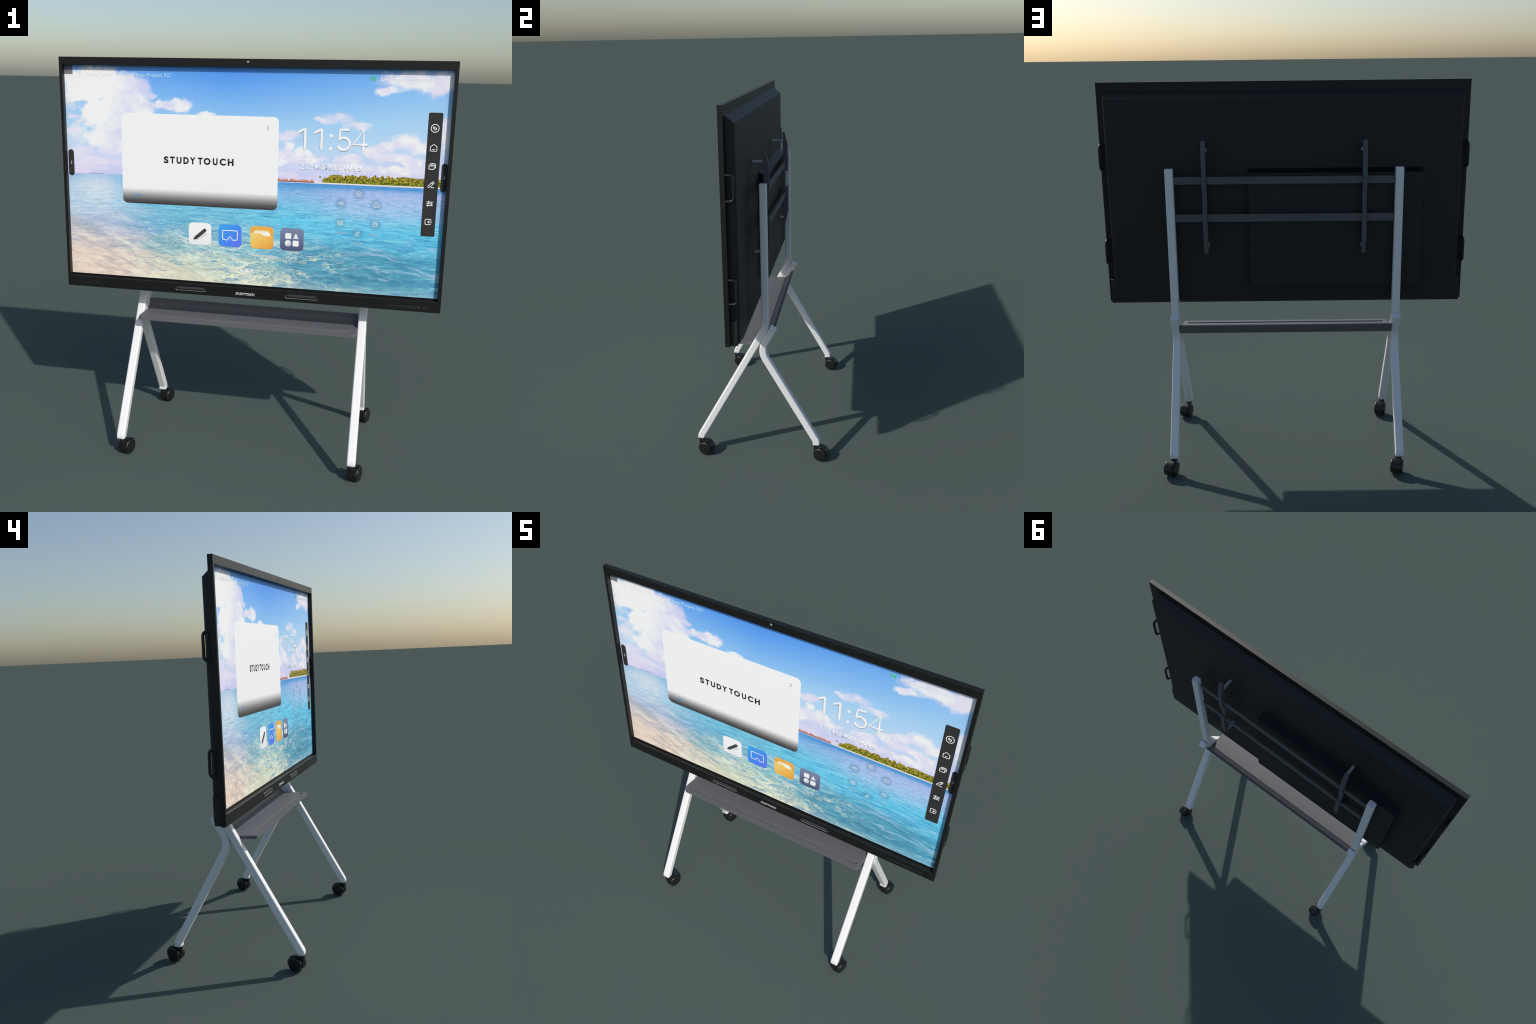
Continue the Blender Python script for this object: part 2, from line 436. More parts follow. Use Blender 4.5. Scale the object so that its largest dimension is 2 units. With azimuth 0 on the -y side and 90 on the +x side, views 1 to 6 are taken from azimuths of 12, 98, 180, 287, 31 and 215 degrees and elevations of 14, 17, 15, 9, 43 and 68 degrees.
# ----------------------------------------------------------------------------
# display panel
# ----------------------------------------------------------------------------
def build_frame():
    """Box with a pocket for the screen."""
    def ring(hx, z0, z1, y):
        return [(-hx, y, z0), (hx, y, z0), (hx, y, z1), (-hx, y, z1)]
    e = 0.0018
    rings = [ring(PANEL_X - e, PANEL_Z0 + e, PANEL_Z1 - e, RIM_Y),
             ring(PANEL_X, PANEL_Z0, PANEL_Z1, RIM_Y - e * 0.6),
             ring(PANEL_X, PANEL_Z0, PANEL_Z1, FRONT_Y + e),
             ring(PANEL_X - e * 0.3, PANEL_Z0 + e * 0.3, PANEL_Z1 - e * 0.3, FRONT_Y + e * 0.3),
             ring(PANEL_X - e, PANEL_Z0 + e, PANEL_Z1 - e, FRONT_Y),
             ring(OPEN_X + 0.0012, OPEN_Z0 - 0.0012, OPEN_Z1 + 0.0012, FRONT_Y),
             ring(OPEN_X, OPEN_Z0, OPEN_Z1, FRONT_Y + 0.0012),
             ring(OPEN_X, OPEN_Z0, OPEN_Z1, SCREEN_Y + 0.0007)]
    v, f = loft(rings)
    return mesh_from("frame", v, f, FRAME_MAT)


frame = build_frame()
# black border strip of the glass under the picture
box("screen_border", -OPEN_X + 0.0003, OPEN_X - 0.0003, SCREEN_Y + 0.0001, SCREEN_Y + 0.0006, OPEN_Z0 + 0.0003, SCREEN_Z0 - 0.0002, MASK_MAT, frame)

screen = mesh_from("screen",
                   [(x, y, zc) for x in (0, SCREEN_W) for y in (0, 0.0006) for zc in (0, SCREEN_H)],
                   [(0, 1, 3, 2), (4, 6, 7, 5), (0, 4, 5, 1), (2, 3, 7, 6), (0, 2, 6, 4), (1, 5, 7, 3)], wallpaper())
screen.location = (SCREEN_X0, SCREEN_Y, SCREEN_Z0)


def build_housing():
    """One shell stacked from plan sections: wide foot below, sloped top."""
    N = 7

    def section(z, outer, rear_y, sharp=False, rear_x=None):
        pts = []
        for k in range(N):
            s = k / (N - 1)
            if sharp:       # straight side, then chamfer
                if s < 0.5:
                    x, y = outer, RIM_Y + (s / 0.5) * (rear_y - 0.0116 - RIM_Y)
                else:
                    t = (s - 0.5) / 0.5
                    x, y = outer - 0.0223 * t, rear_y - 0.0116 * (1 - t)
            else:           # rounded side
                a = s * math.pi / 2
                x = outer - 0.0165 * (1 - math.cos(a)) ** 1.2
                y = RIM_Y + (rear_y - RIM_Y) * math.sin(a) ** 0.8 if s > 0 else RIM_Y
            pts.append((x, y, z))
        return pts + [(-x, y, zc) for x, y, zc in reversed(pts)]

    foot_top = 0.9560
    low = section(PANEL_Z0 + 0.0002, 0.9488, HOUSING_Y, True)
    low = [(x, min(y, -0.0677), zc) for x, y, zc in low]
    rings = [low, section(0.8365, 0.9488, HOUSING_Y, True), section(foot_top, 0.9488, HOUSING_Y, True),
             section(foot_top + 0.0002, 0.9310, HOUSING_Y), section(1.9146, 0.9310, HOUSING_Y)]
    rings.append([(x, RIM_Y, 1.9510) for x, y, zc in section(1.951, 0.9310, HOUSING_Y)])
    v, f = loft(rings)
    o = mesh_from("housing", v, f, HOUSING_MAT, smooth=28)
    return o


housing = build_housing()

# plug-in computer module on the back
mx0, mx1, mz0, mz1 = -0.7215, 0.1865, 0.9220, 1.5582
yr, yb = -0.0085, HOUSING_Y - 0.002
v = [(mx0, yb, mz0), (mx1, yb, mz0), (mx1, yr, mz0 + 0.005), (mx0, yr, mz0 + 0.005),
     (mx0, yb, mz1), (mx1, yb, mz1), (mx1, yr, mz1 - 0.0197), (mx0, yr, mz1 - 0.0197)]
module = mesh_from("computer_module", v, [(0, 3, 2, 1), (4, 5, 6, 7), (0, 1, 5, 4), (2, 3, 7, 6), (0, 4, 7, 3), (1, 2, 6, 5)],
          HOUSING_MAT, smooth=30, bevel=0.0012)
module.data.materials.append(MASK_MAT)          # sides and slope look darker than the lid
for poly in module.data.polygons:
    if abs(poly.normal.y) < 0.8:
        poly.material_index = 1


def tube_mesh(name, pts3, radius, mat, seg=12):
    cu = bpy.data.curves.new(name, 'CURVE')
    cu.dimensions = '3D'
    cu.bevel_depth = radius
    cu.bevel_resolution = max(1, seg // 4 - 1)
    cu.use_fill_caps = True
    sp = cu.splines.new('POLY')
    sp.points.add(len(pts3) - 1)
    for p, q in zip(sp.points, pts3):
        p.co = (*q, 1)
    tmp = bpy.data.objects.new(name, cu)
    bpy.context.collection.objects.link(tmp)
    dg = bpy.context.evaluated_depsgraph_get()
    me = bpy.data.meshes.new_from_object(tmp.evaluated_get(dg))
    me.name = name
    bpy.data.objects.remove(tmp)
    bpy.data.curves.remove(cu)
    me.materials.clear()
    if mat:
        me.materials.append(mat)
    me.shade_smooth()
    me.set_sharp_from_angle(angle=math.radians(50))
    return me


# carrying handles: bent rods standing on the rim
hp = fillet_path([(RIM_Y - 0.001, 0.0615), (-0.0622, 0.0615), (-0.0622, -0.0615), (RIM_Y - 0.001, -0.0615)],
                 [0, 0.019, 0.019, 0], math.radians(9))
handle_me = tube_mesh("handle", [(0, p.x, p.y) for p in hp], 0.0072, HANDLE_MAT, 16)
for sx in (1, -1):
    for zc in (1.6187, 1.1085):
        h = link(bpy.data.objects.new("handle", handle_me))
        h.location = (sx * 0.9583, 0, zc)

# ----------------------------------------------------------------------------
# flat drawing helpers for the screen content and prints
# ----------------------------------------------------------------------------
LAYER = 0.00016                  # height step between stacked screen graphics


def at(u, v):
    return u * SCREEN_W, v * SCREEN_H


def rounded_rect_pts(x0, x1, z0, z1, r, seg=6):
    out = []
    r = min(r, (x1 - x0) / 2, (z1 - z0) / 2)
    for cx, cz, a0 in ((x1 - r, z1 - r, 0), (x0 + r, z1 - r, 90), (x0 + r, z0 + r, 180), (x1 - r, z0 + r, 270)):
        for k in range(seg + 1):
            a = math.radians(a0 + 90 * k / seg)
            out.append((cx + r * math.cos(a), cz + r * math.sin(a)))
    return out


def plate(name, pts, layer, mat, parent, thick=0.00012):
    """Thin filled outline; layer = height step above the carrier's front (towards -y)."""
    y1 = -LAYER * layer
    n = len(pts)
    cx, cz = sum(p[0] for p in pts) / n, sum(p[1] for p in pts) / n
    verts = [(p[0] - cx, 0, p[1] - cz) for p in pts] + [(p[0] - cx, thick, p[1] - cz) for p in pts]
    faces = [tuple(range(n))] + [(i, (i + 1) % n, (i + 1) % n + n, i + n) for i in range(n)]
    o = mesh_from(name, verts, faces, mat, parent)
    o.location = (cx, y1, cz)
    return o


def curve_to_flat(cu, squash):
    tmp = bpy.data.objects.new("tmp", cu)
    bpy.context.collection.objects.link(tmp)
    dg = bpy.context.evaluated_depsgraph_get()
    me = bpy.data.meshes.new_from_object(tmp.evaluated_get(dg))
    bpy.data.objects.remove(tmp)
    bpy.data.curves.remove(cu)
    for vtx in me.vertices:
        vtx.co = Vector((vtx.co.x, -vtx.co.z * squash, vtx.co.y))
    return me


def strokes(name, lines, width, layer, mat, parent, centre=(0, 0), size=1.0):
    """Line icon: list of (points, closed) in icon units, drawn around centre."""
    cu = bpy.data.curves.new(name, 'CURVE')
    cu.dimensions = '3D'
    cu.bevel_depth = width / 2
    cu.bevel_resolution = 2
    cu.use_fill_caps = True
    for pts, closed in lines:
        sp = cu.splines.new('POLY')
        sp.points.add(len(pts) - 1)
        sp.use_cyclic_u = closed
        for p, q in zip(sp.points, pts):
            p.co = (q[0] * size, q[1] * size, 0, 1)
    me = curve_to_flat(cu, 0.02)
    me.name = name
    me.materials.clear()
    me.materials.append(mat)
    o = link(bpy.data.objects.new(name, me), parent)
    o.location = (centre[0], -LAYER * layer, centre[1])
    return o


def text_mesh(body, thin=0.0):
    cu = bpy.data.curves.new("lettering", 'FONT')
    cu.body = body
    cu.size = 1.0
    cu.offset = thin
    cu.resolution_u = 4
    tmp = bpy.data.objects.new("lettering", cu)
    bpy.context.collection.objects.link(tmp)
    dg = bpy.context.evaluated_depsgraph_get()
    me = bpy.data.meshes.new_from_object(tmp.evaluated_get(dg))
    bpy.data.objects.remove(tmp)
    bpy.data.curves.remove(cu)
    xs = [q.co.x for q in me.vertices]
    ys = [q.co.y for q in me.vertices]
    return me, min(xs), max(xs), min(ys), max(ys)


def lettering(name, body, x0, x1, z0, z1, layer, mat, parent, thin=0.0, base_only=None):
    """Text fitted into a box. base_only: characters whose bounds set the vertical fit."""
    me, ax, bx, ay, by = text_mesh(body, thin)
    if base_only:
        ref, _, _, ay, by = text_mesh(base_only, thin)
        bpy.data.meshes.remove(ref)
    sx, sz = (x1 - x0) / (bx - ax), (z1 - z0) / (by - ay)
    cx, cz = (x0 + x1) / 2, (z0 + z1) / 2
    for q in me.vertices:
        q.co = Vector((x0 - cx + (q.co.x - ax) * sx, 0, z0 - cz + (q.co.y - ay) * sz))
    bm = bmesh.new()
    bm.from_mesh(me)
    ex = bmesh.ops.extrude_face_region(bm, geom=bm.faces[:])
    for g in ex["geom"]:
        if isinstance(g, bmesh.types.BMVert):
            g.co.y += 0.0001
    bmesh.ops.recalc_face_normals(bm, faces=bm.faces)
    bm.to_mesh(me)
    bm.free()
    me.name = name
    me.materials.clear()
    me.materials.append(mat)
    o = link(bpy.data.objects.new(name, me), parent)
    o.location = (cx, -LAYER * layer, cz)
    return o


def join_meshes(name, objs, parent):
    bm = bmesh.new()
    mats = []
    for o in objs:
        me = o.data.copy()
        me.transform(Matrix.Translation(o.location))
        bm.from_mesh(me)
        for mt in o.data.materials:
            if mt not in mats:
                mats.append(mt)
        bpy.data.meshes.remove(me)
    me = bpy.data.meshes.new(name)
    bm.to_mesh(me)
    bm.free()
    for mt in mats:
        me.materials.append(mt)
    for o in objs:
        bpy.data.objects.remove(o)
    return link(bpy.data.objects.new(name, me), parent)


def arc(cx, cz, r, a0, a1, n=24):
    return [(cx + r * math.cos(math.radians(a0 + (a1 - a0) * k / n)), cz + r * math.sin(math.radians(a0 + (a1 - a0) * k / n))) for k in range(n + 1)]


def circle(cx, cz, r, n=36):
    return arc(cx, cz, r, 0, 360, n)[:-1]


WHITE_UI = flat("ui_white", 240, 241, 241)
PALE_UI = flat("ui_pale_label", 226, 229, 232)
SHADE_UI = flat("ui_label_shadow", 150, 166, 176)
SHADE_SKY = flat("ui_clock_shadow", 158, 184, 210)
STATUS_UI = flat("ui_status_text", 196, 226, 236)
STATUS_DIM = flat("ui_status_dim", 222, 226, 234)
RING_UI = flat("ui_ring", 176, 214, 232)
MENU_UI = flat("ui_menu_label", 178, 204, 218)
MENU_SHADE = flat("ui_menu_label_shadow", 96, 142, 168)
DARK_UI = flat("ui_dark_bar", 48, 49, 50)
INK_UI = flat("ui_ink", 34, 36, 38)
GREY_UI = flat("ui_grey_ink", 96, 98, 100)
BLUE_UI = flat("ui_blue_text", 66, 138, 206)
GREEN_UI = flat("ui_green", 74, 196, 136)
RED_UI = flat("ui_red", 214, 36, 34)


def gradient(name, stops, axis=(0, 0, 1), shift=0.0):
    """Colour ramp along Generated coordinates."""
    n = Nodes(name)
    d = n.v('DOT_PRODUCT', n.coord("Generated"), axis)
    n.put(n.bsdf.inputs["Base Color"], n.ramp(n.m('ADD', d, shift), stops))
    n.bsdf.inputs["Roughness"].default_value = 0.6
    n.bsdf.inputs["Specular IOR Level"].default_value = 0.2
    return n.mat


# ---- welcome card with fade to dark at its foot -------------------------------
cx0, cz0 = at(0.1562, 0.3650)
cx1, cz1 = at(0.5794, 0.7868)
card_mat = gradient("card_fade", [(0.0, seen(52, 51, 50)), (0.045, seen(88, 88, 88)), (0.09, seen(140, 140, 140)),
                                  (0.135, seen(196, 196, 197)), (0.175, seen(237, 238, 238)), (1.0, seen(238, 239, 239))])
plate("welcome_card", rounded_rect_pts(cx0, cx1, cz0, cz1, 0.026, 8), 2, card_mat, screen)

# the word on the card, letter by letter, widely spaced
edges = [(.2730, .2862), (.2903, .3034), (.3082, .3220), (.3269, .3416), (.3446, .3601),
         (.3666, .3792), (.3822, .4006), (.4066, .4199), (.4251, .4417), (.4467, .4625)]
letters = []
for ch, (a, b) in zip("STUDYTOUCH", edges):
    x0, z0 = at(a, 0.5606)
    x1, z1 = at(b, 0.5931)
    letters.append(lettering("letter", ch, x0, x1, z0, z1, 3, INK_UI, screen, 0.046))
join_meshes("card_lettering", letters, screen)


def chevron(name, u, v, w, h, width, mat, layer=3):
    x, zc = at(u, v)
    return strokes(name, [([(-w / 2, h / 2), (w / 2, 0), (-w / 2, -h / 2)], False)], width, layer, mat, screen, (x, zc))


chevron("card_chevron", 0.5518, 0.7368, 0.0105, 0.0215, 0.0028, GREY_UI)
x0, z0 = at(0.1866, 0.3972)
x1, z1 = at(0.2100, 0.4118)
lettering("card_tag", "OPS", x0, x1, z0, z1, 3, BLUE_UI, screen)

# ---- clock and date --------------------------------------------------------------
def shadowed(name, body, u0, u1, v0, v1, mat, shade, thin=0.0, ref=None, drop=0.0016):
    x0, z0 = at(u0, v0)
    x1, z1 = at(u1, v1)
    lettering(name + "_shadow", body, x0 + drop, x1 + drop, z0 - drop, z1 - drop, 1, shade, screen, thin, ref)
    return lettering(name, body, x0, x1, z0, z1, 2, mat, screen, thin, ref)


# figures of the clock drawn with thin strokes, like a light sans face
def clock():
    zb, zt = at(0, 0.6510)[1], at(0, 0.7395)[1]
    h = zt - zb
    st = 0.0126

    def fig(u0, u1, lines):
        x0, x1 = at(u0, 0)[0], at(u1, 0)[0]
        return [([(x0 + (x1 - x0) * px_, zb + h * pz) for px_, pz in pts], cl) for pts, cl in lines]
    one = [([(0.0, 0.80), (0.98, 1.0)], False), ([(0.98, 1.0), (0.98, 0.0)], False)]
    five_bowl = [(0.17, 0.50)] + [(0.50 + 0.50 * math.cos(math.radians(a)), 0.315 + 0.315 * math.sin(math.radians(a)) * (1.0 if a < 0 else 0.92))
                                  for a in range(118, -166, -12)]
    five = [([(0.93, 1.0), (0.24, 1.0), (0.15, 0.50)], False), (five_bowl[1:], False), ([(0.15, 0.50), five_bowl[1]], False)]
    four = [([(0.72, 0.0), (0.72, 1.0), (0.0, 0.29), (1.0, 0.29)], False)]
    lines = (fig(.6290, .6470, one) + fig(.6705, .6885, one) + fig(.7278, .7585, five) + fig(.7665, .8030, four))
    dots = []
    for shadow in (True, False):
        d = 0.0013 if shadow else 0.0
        mt = SHADE_SKY if shadow else WHITE_UI
        nm = "clock_figures_shadow" if shadow else "clock_figures"
        strokes(nm, [([(x + d, zc - d) for x, zc in pts], cl) for pts, cl in lines], st, 1 if shadow else 3, mt, screen)
        for vv in (0.7125, 0.6560):
            x, zc = at(0.7125, vv)
            dots.append(plate("clock_colon", circle(x + d, zc - d, 0.0082), 1 if shadow else 3, mt, screen))


clock()
shadowed("date_lettering", "2024/07/03 Wed", 0.6367, 0.7895, 0.5590, 0.5838, WHITE_UI, SHADE_SKY, -0.002, "2024/07/03", 0.0011)

# ---- status bar --------------------------------------------------------------------
def mono(name, body, u0, u1, v0, v1, mat, ref="Bd", thin=0.0):
    x0, z0 = at(u0, v0)
    x1, z1 = at(u1, v1)
    return lettering(name, body, x0, x1, z0, z1, 2, mat, screen, thin, ref)


shadowed("status_lettering", "StudyTouch", 0.0620, 0.1315, 0.9512, 0.9668, STATUS_DIM, flat("ui_cloud_shadow", 222, 225, 234), 0.0, "Bd", 0.0012)
mono("status_lettering", "\"Bess Project 5G\"", 0.1950, 0.2972, 0.9530, 0.9685, STATUS_UI)
shadowed("status_lettering", "Device temperature36\u00b0C", 0.8274, 0.9693, 0.9518, 0.9668, STATUS_DIM, flat("ui_status_shadow", 204, 210, 226), 0.0, "Bd", 0.0012)
x, zc = at(0.0434, 0.9565)
strokes("status_icon", [([(-.010, .010), (.010, .010)], False), ([(-.010, .010), (-.010, -.006), (.002, -.006)], False),
                        ([(-.004, .002), (.008, .002)], False), ([(-.002, -.011), (.008, -.011)], False)], 0.0022, 2, STATUS_UI, screen, (x, zc))
x, zc = at(0.1767, 0.9535)
strokes("wifi_icon", [(arc(0, 0, r, 45, 135, 10), False) for r in (0.005, 0.010, 0.0155)], 0.0024, 2, STATUS_UI, screen, (x, zc))
x, zc = at(0.8090, 0.9597)
strokes("temperature_icon", [(rounded_rect_pts(-.011, .010, -.005, .009, .002), True), ([(.009, .006), (.009, -.009)], False),
                             ([(-.006, .002), (.004, .002)], False), ([(.003, -.003), (.011, -.010)], False)], 0.0040, 2, GREEN_UI, screen, (x, zc))
x, zc = at(0.0113, 0.9785)
plate("record_dot", circle(x, zc, 0.0045, 16), 2, RED_UI, screen)

# ---- edge pull tabs ------------------------------------------------------------------
for u0, u1 in ((0.0018, 0.0180), (0.9855, 0.9998)):
    x0, z0 = at(u0, 0.4835)
    x1, z1 = at(u1, 0.6092)
    plate("pull_tab", rounded_rect_pts(x0, x1, z0, z1, 0.02, 8), 3, DARK_UI, screen)
    chevron("tab_chevron", (u0 + u1) / 2 + 0.0005, 0.5468, 0.0045, 0.0150, 0.0026, WHITE_UI, 5)

# ---- tool bar ------------------------------------------------------------------------
x0, z0 = at(0.9462, 0.2842)
x1, z1 = at(0.9801, 0.8238)
plate("tool_bar", rounded_rect_pts(x0, x1, z0, z1, 0.007, 5), 2, DARK_UI, screen)

ICONS = {
    "back_icon": [(circle(0, 0, 1.0), True),
                  ([(-.50, .12), (.12, .12)] + arc(.12, -.14, .26, 90, -90, 10) + [(-.22, -.40)], False),
                  ([(-.18, .46), (-.52, .12), (-.18, -.20)], False)],
    "home_icon": [([(0, 1.0), (.92, .30), (.92, -.75), (.75, -.92), (-.75, -.92), (-.92, -.75), (-.92, .30)], True), ([(-.34, -.45), (.34, -.45)], False)],
    "windows_icon": [(rounded_rect_pts(-.95, .55, -.80, .45, .22, 4), True),
                     ([(-.50, .85), (.62, .85), (.92, .62), (.92, -.30), (.80, -.42)], False), ([(-.60, .85), (-.62, .62)], False), ([(-.50, .12), (.10, .12)], False)],
    "pencil_icon": [([(-.92, -.85), (-.82, -.35), (.40, .85), (.62, .92), (.88, .66), (.82, .44), (-.40, -.78)], True), ([(.14, .60), (.56, .18)], False), ([(.0, -.90), (.95, -.90)], False)],
    "sliders_icon": [([(-.95, .55), (.95, .55)], False), ([(-.95, 0), (.95, 0)], False), ([(-.95, -.55), (.95, -.55)], False),
                     ([(-.35, .90), (-.35, .22)], False), ([(.50, .32), (.50, -.32)], False), ([(-.55, -.25), (-.55, -.88)], False)],
    "exit_icon": [([(.75, .42), (.75, .60), (.55, .80), (-.75, .80), (-.95, .60), (-.95, -.60), (-.75, -.80), (.55, -.80), (.75, -.60), (.75, -.42)], False),
                  ([(1.0, 0), (-.15, 0)], False), ([(.20, .38), (-.18, 0), (.20, -.38)], False)],
    "car_icon": [([(-.95, -.55), (-.95, -.05), (-.60, .45), (.60, .45), (.95, -.05), (.95, -.55)], True), ([(-.5, .0), (.5, .0)], False), ([(.30, .45), (.45, .80)], False)],
    "picture_icon": [(rounded_rect_pts(-.95, .95, -.72, .72, .1, 3), True), ([(-.7, .25), (-.25, .30), (.1, -.1), (.35, .2), (.7, .05)], False), ([(-.6, -.3), (.6, -.3)], False)],
}
for name, cv, s in (("back_icon", .7577, .0178), ("home_icon", .6745, .0162), ("windows_icon", .5940, .0158),
                    ("pencil_icon", .5150, .0152), ("sliders_icon", .4309, .0152), ("exit_icon", .3498, .0158)):
    strokes(name, ICONS[name], 0.0036, 4, WHITE_UI, screen, at(0.9630, cv), s)

# ---- radial menu ------------------------------------------------------------------------
for name, (cu, cv) in zip(("back_icon", "home_icon", "windows_icon", "pencil_icon", "picture_icon", "car_icon"), RADIAL):
    strokes(name, ICONS[name], 0.0024, 2, PALE_UI, screen, at(cu, cv), 0.0118)
strokes("menu_ring", [(circle(0, 0, 0.0315, 48), True)], 0.0024, 2, RING_UI, screen, at(0.7883, 0.3681))
for body, cu, cv, hw in (("Back", .7883, .4135, .0075), ("Homepage", .8323, .3680, .0160), ("Multitask", .8323, .2786, .0135),
                         ("Annotation", .7886, .2337, .0155), ("Whiteboard", .7448, .2790, .0160), ("OPS", .7450, .3685, .0065)):
    shadowed("menu_label", body, cu - hw, cu + hw, cv - 0.0040, cv + 0.0050, MENU_UI, MENU_SHADE, 0.0, "Bd", 0.0010)

# ---- application icons --------------------------------------------------------------------
IW, IV0, IV1 = 0.0310, 0.1802, 0.2866


def tile(name, uc, mat):
    x0, z0 = at(uc - IW, IV0)
    x1, z1 = at(uc + IW, IV1)
    plate("app_icon_shadow", rounded_rect_pts(x0 + .0005, x1 + .0005, z0 - .0022, z1 - .002, .021), 1, SHADE_UI, screen)
    plate(name, rounded_rect_pts(x0, x1, z0, z1, 0.021, 8), 2, mat, screen)
    return (x0 + x1) / 2, (z0 + z1) / 2


DIAG = (0.5, 0, -0.5)
wb = tile("app_icon", 0.3719, gradient("icon_white", [(0.0, seen(228, 230, 232)), (0.5, seen(240, 241, 241))]))
nib = [(-.036, -.033), (-.029, -.017), (.018, .0245)] + arc(.0245, .0185, .0092, 135, -45, 8) + [(-.0165, -.0285)]
plate("app_icon_glyph_shadow", [(wb[0] + x + .006, wb[1] + zc * .7 - .012) for x, zc in nib], 3, flat("icon_soft_grey", 212, 214, 216), screen)
plate("app_icon_glyph", [(wb[0] + x, wb[1] + zc + .001) for x, zc in nib], 4, flat("icon_charcoal", 62, 63, 65), screen)

ac = tile("app_icon", 0.4544, gradient("icon_blue", [(0.05, seen(62, 164, 228)), (0.5, seen(68, 136, 236)), (1.0, seen(98, 112, 240))], DIAG, 0.5))
strokes("app_icon_glyph", [([(-.021, -.022), (-.034, -.022), (-.038, -.018), (-.038, .022), (-.034, .026), (.034, .026), (.038, .022), (.038, -.018), (.034, -.022), (.021, -.022)], False),
                           ([(-.0185, -.027), (0, -.0035), (.0185, -.027)], False), ([(-.001, -.0225), (.001, -.0225)], False)], 0.0048, 4, WHITE_UI, screen, ac)

fm = tile("app_icon", 0.5406, gradient("icon_amber_dark", [(0.0, seen(222, 158, 58)), (1.0, seen(232, 172, 76))]))
pap = [(-.045, .010), (-.042, .020), (-.036, .033), (-.030, .036), (.028, .036), (.036, .030), (.043, .018), (.043, -.004), (-.045, -.004)]
plate("app_icon_glyph", [(fm[0] + x, fm[1] + zc) for x, zc in pap], 3, gradient("icon_paper", [(0.3, seen(240, 232, 200)), (0.7, seen(244, 243, 238)), (1.0, seen(240, 214, 160))]), screen)
fr = [(-.0588, .020), (-.052, .022), (-.012, .022), (-.002, .0185), (.006, .0105), (.012, .0085), (.0588, .0085)] + arc(.0378, -.0360, .021, 0, -90, 6) + arc(-.0378, -.0360, .021, -90, -180, 6)
plate("app_icon_glyph", [(fm[0] + x, fm[1] + zc) for x, zc in fr], 4, gradient("icon_amber", [(0.1, seen(246, 206, 116)), (0.6, seen(236, 180, 86)), (0.95, seen(224, 156, 58))], DIAG, 0.5), screen)

mo = tile("app_icon", 0.6206, gradient("icon_slate", [(0.0, seen(72, 84, 116)), (1.0, seen(124, 136, 166))]))
for dx, dz in ((-.0185, .0165), (.0195, -.0200)):
    plate("app_icon_glyph", rounded_rect_pts(mo[0] + dx - .015, mo[0] + dx + .015, mo[1] + dz - .0145, mo[1] + dz + .0145, .005), 4, WHITE_UI, screen)
plate("app_icon_glyph", [(mo[0] + .0195, mo[1] + .0315), (mo[0] + .0050, mo[1] + .0035), (mo[0] + .0340, mo[1] + .0035)], 4,
      gradient("icon_pale_triangle", [(0.0, seen(205, 208, 216)), (0.6, seen(240, 241, 242))]), screen)
plate("app_icon_glyph", circle(mo[0] - .0185, mo[1] - .0205, .0158), 4, WHITE_UI, screen)
plate("app_icon_glyph", arc(mo[0] - .0185, mo[1] - .0205, .0158, 45, -135, 16), 5, flat("icon_pale_half", 198, 202, 212), screen)

for body, u0, u1 in (("Whiteboard", .3408, .4028), ("Airgo Cast", .4258, .4830), ("File Manager", .5065, .5755), ("More", .6063, .6350)):
    shadowed("app_label", body, u0, u1, 0.1418, 0.1548, PALE_UI, SHADE_UI, 0.0, "Bd", 0.0013)
for uc, r, mt in ((.4855, .0058, PALE_UI), (.5008, .0076, WHITE_UI), (.5159, .0058, PALE_UI)):
    x, zc = at(uc, .0694)
    plate("page_dot", circle(x, zc, r, 20), 2, mt, screen)

# ----------------------------------------------------------------------------
# marks and fittings on the frame
# ----------------------------------------------------------------------------
# prints sit on the frame's front face, y = FRONT_Y
def on_front(o, lift=0.0003):
    o.location.y = FRONT_Y - lift
    return o


on_front(lettering("logo_lettering", "STUDYTOUCH", -0.0486, 0.0488, 0.8386, 0.8526, 0, LOGO_MAT, frame, 0.034))
on_front(plate("camera_window", rounded_rect_pts(-0.0058, 0.0058, 1.9818, 1.9900, 0.0015, 3), 0, flat("camera_glass", 150, 150, 150), frame))
# key legends on the right of the lower bezel, port legends on the left
keys = [(0.7096, 0.7375, .8425, .8490)] + [(0.7439 + 0.02175 * i, 0.7600 + 0.02175 * i, .8400, .8510) for i in range(6)] + [(0.8808, 0.9024, .8400, .8508)]
for x0, x1, z0, z1 in keys:
    on_front(plate("key_legend", rounded_rect_pts(x0, x1, z0, z1, 0.003, 3), 0, MARK_MAT, frame))
for xc, w, z0, z1 in ((-.891, .0048, .8416, .8483), (-.870, .0122, .8424, .8462), (-.8467, .0135, .8416, .8470), (-.8237, .0140, .8418, .8468),
                      (-.7995, .0118, .8417, .8555), (-.7752, .0163, .8428, .8480), (-.7504, .0084, .8410, .8450)):
    on_front(plate("port_legend", rounded_rect_pts(xc - w / 2, xc + w / 2, z0, z1, 0.001, 2), 0, MARK_MAT, frame))

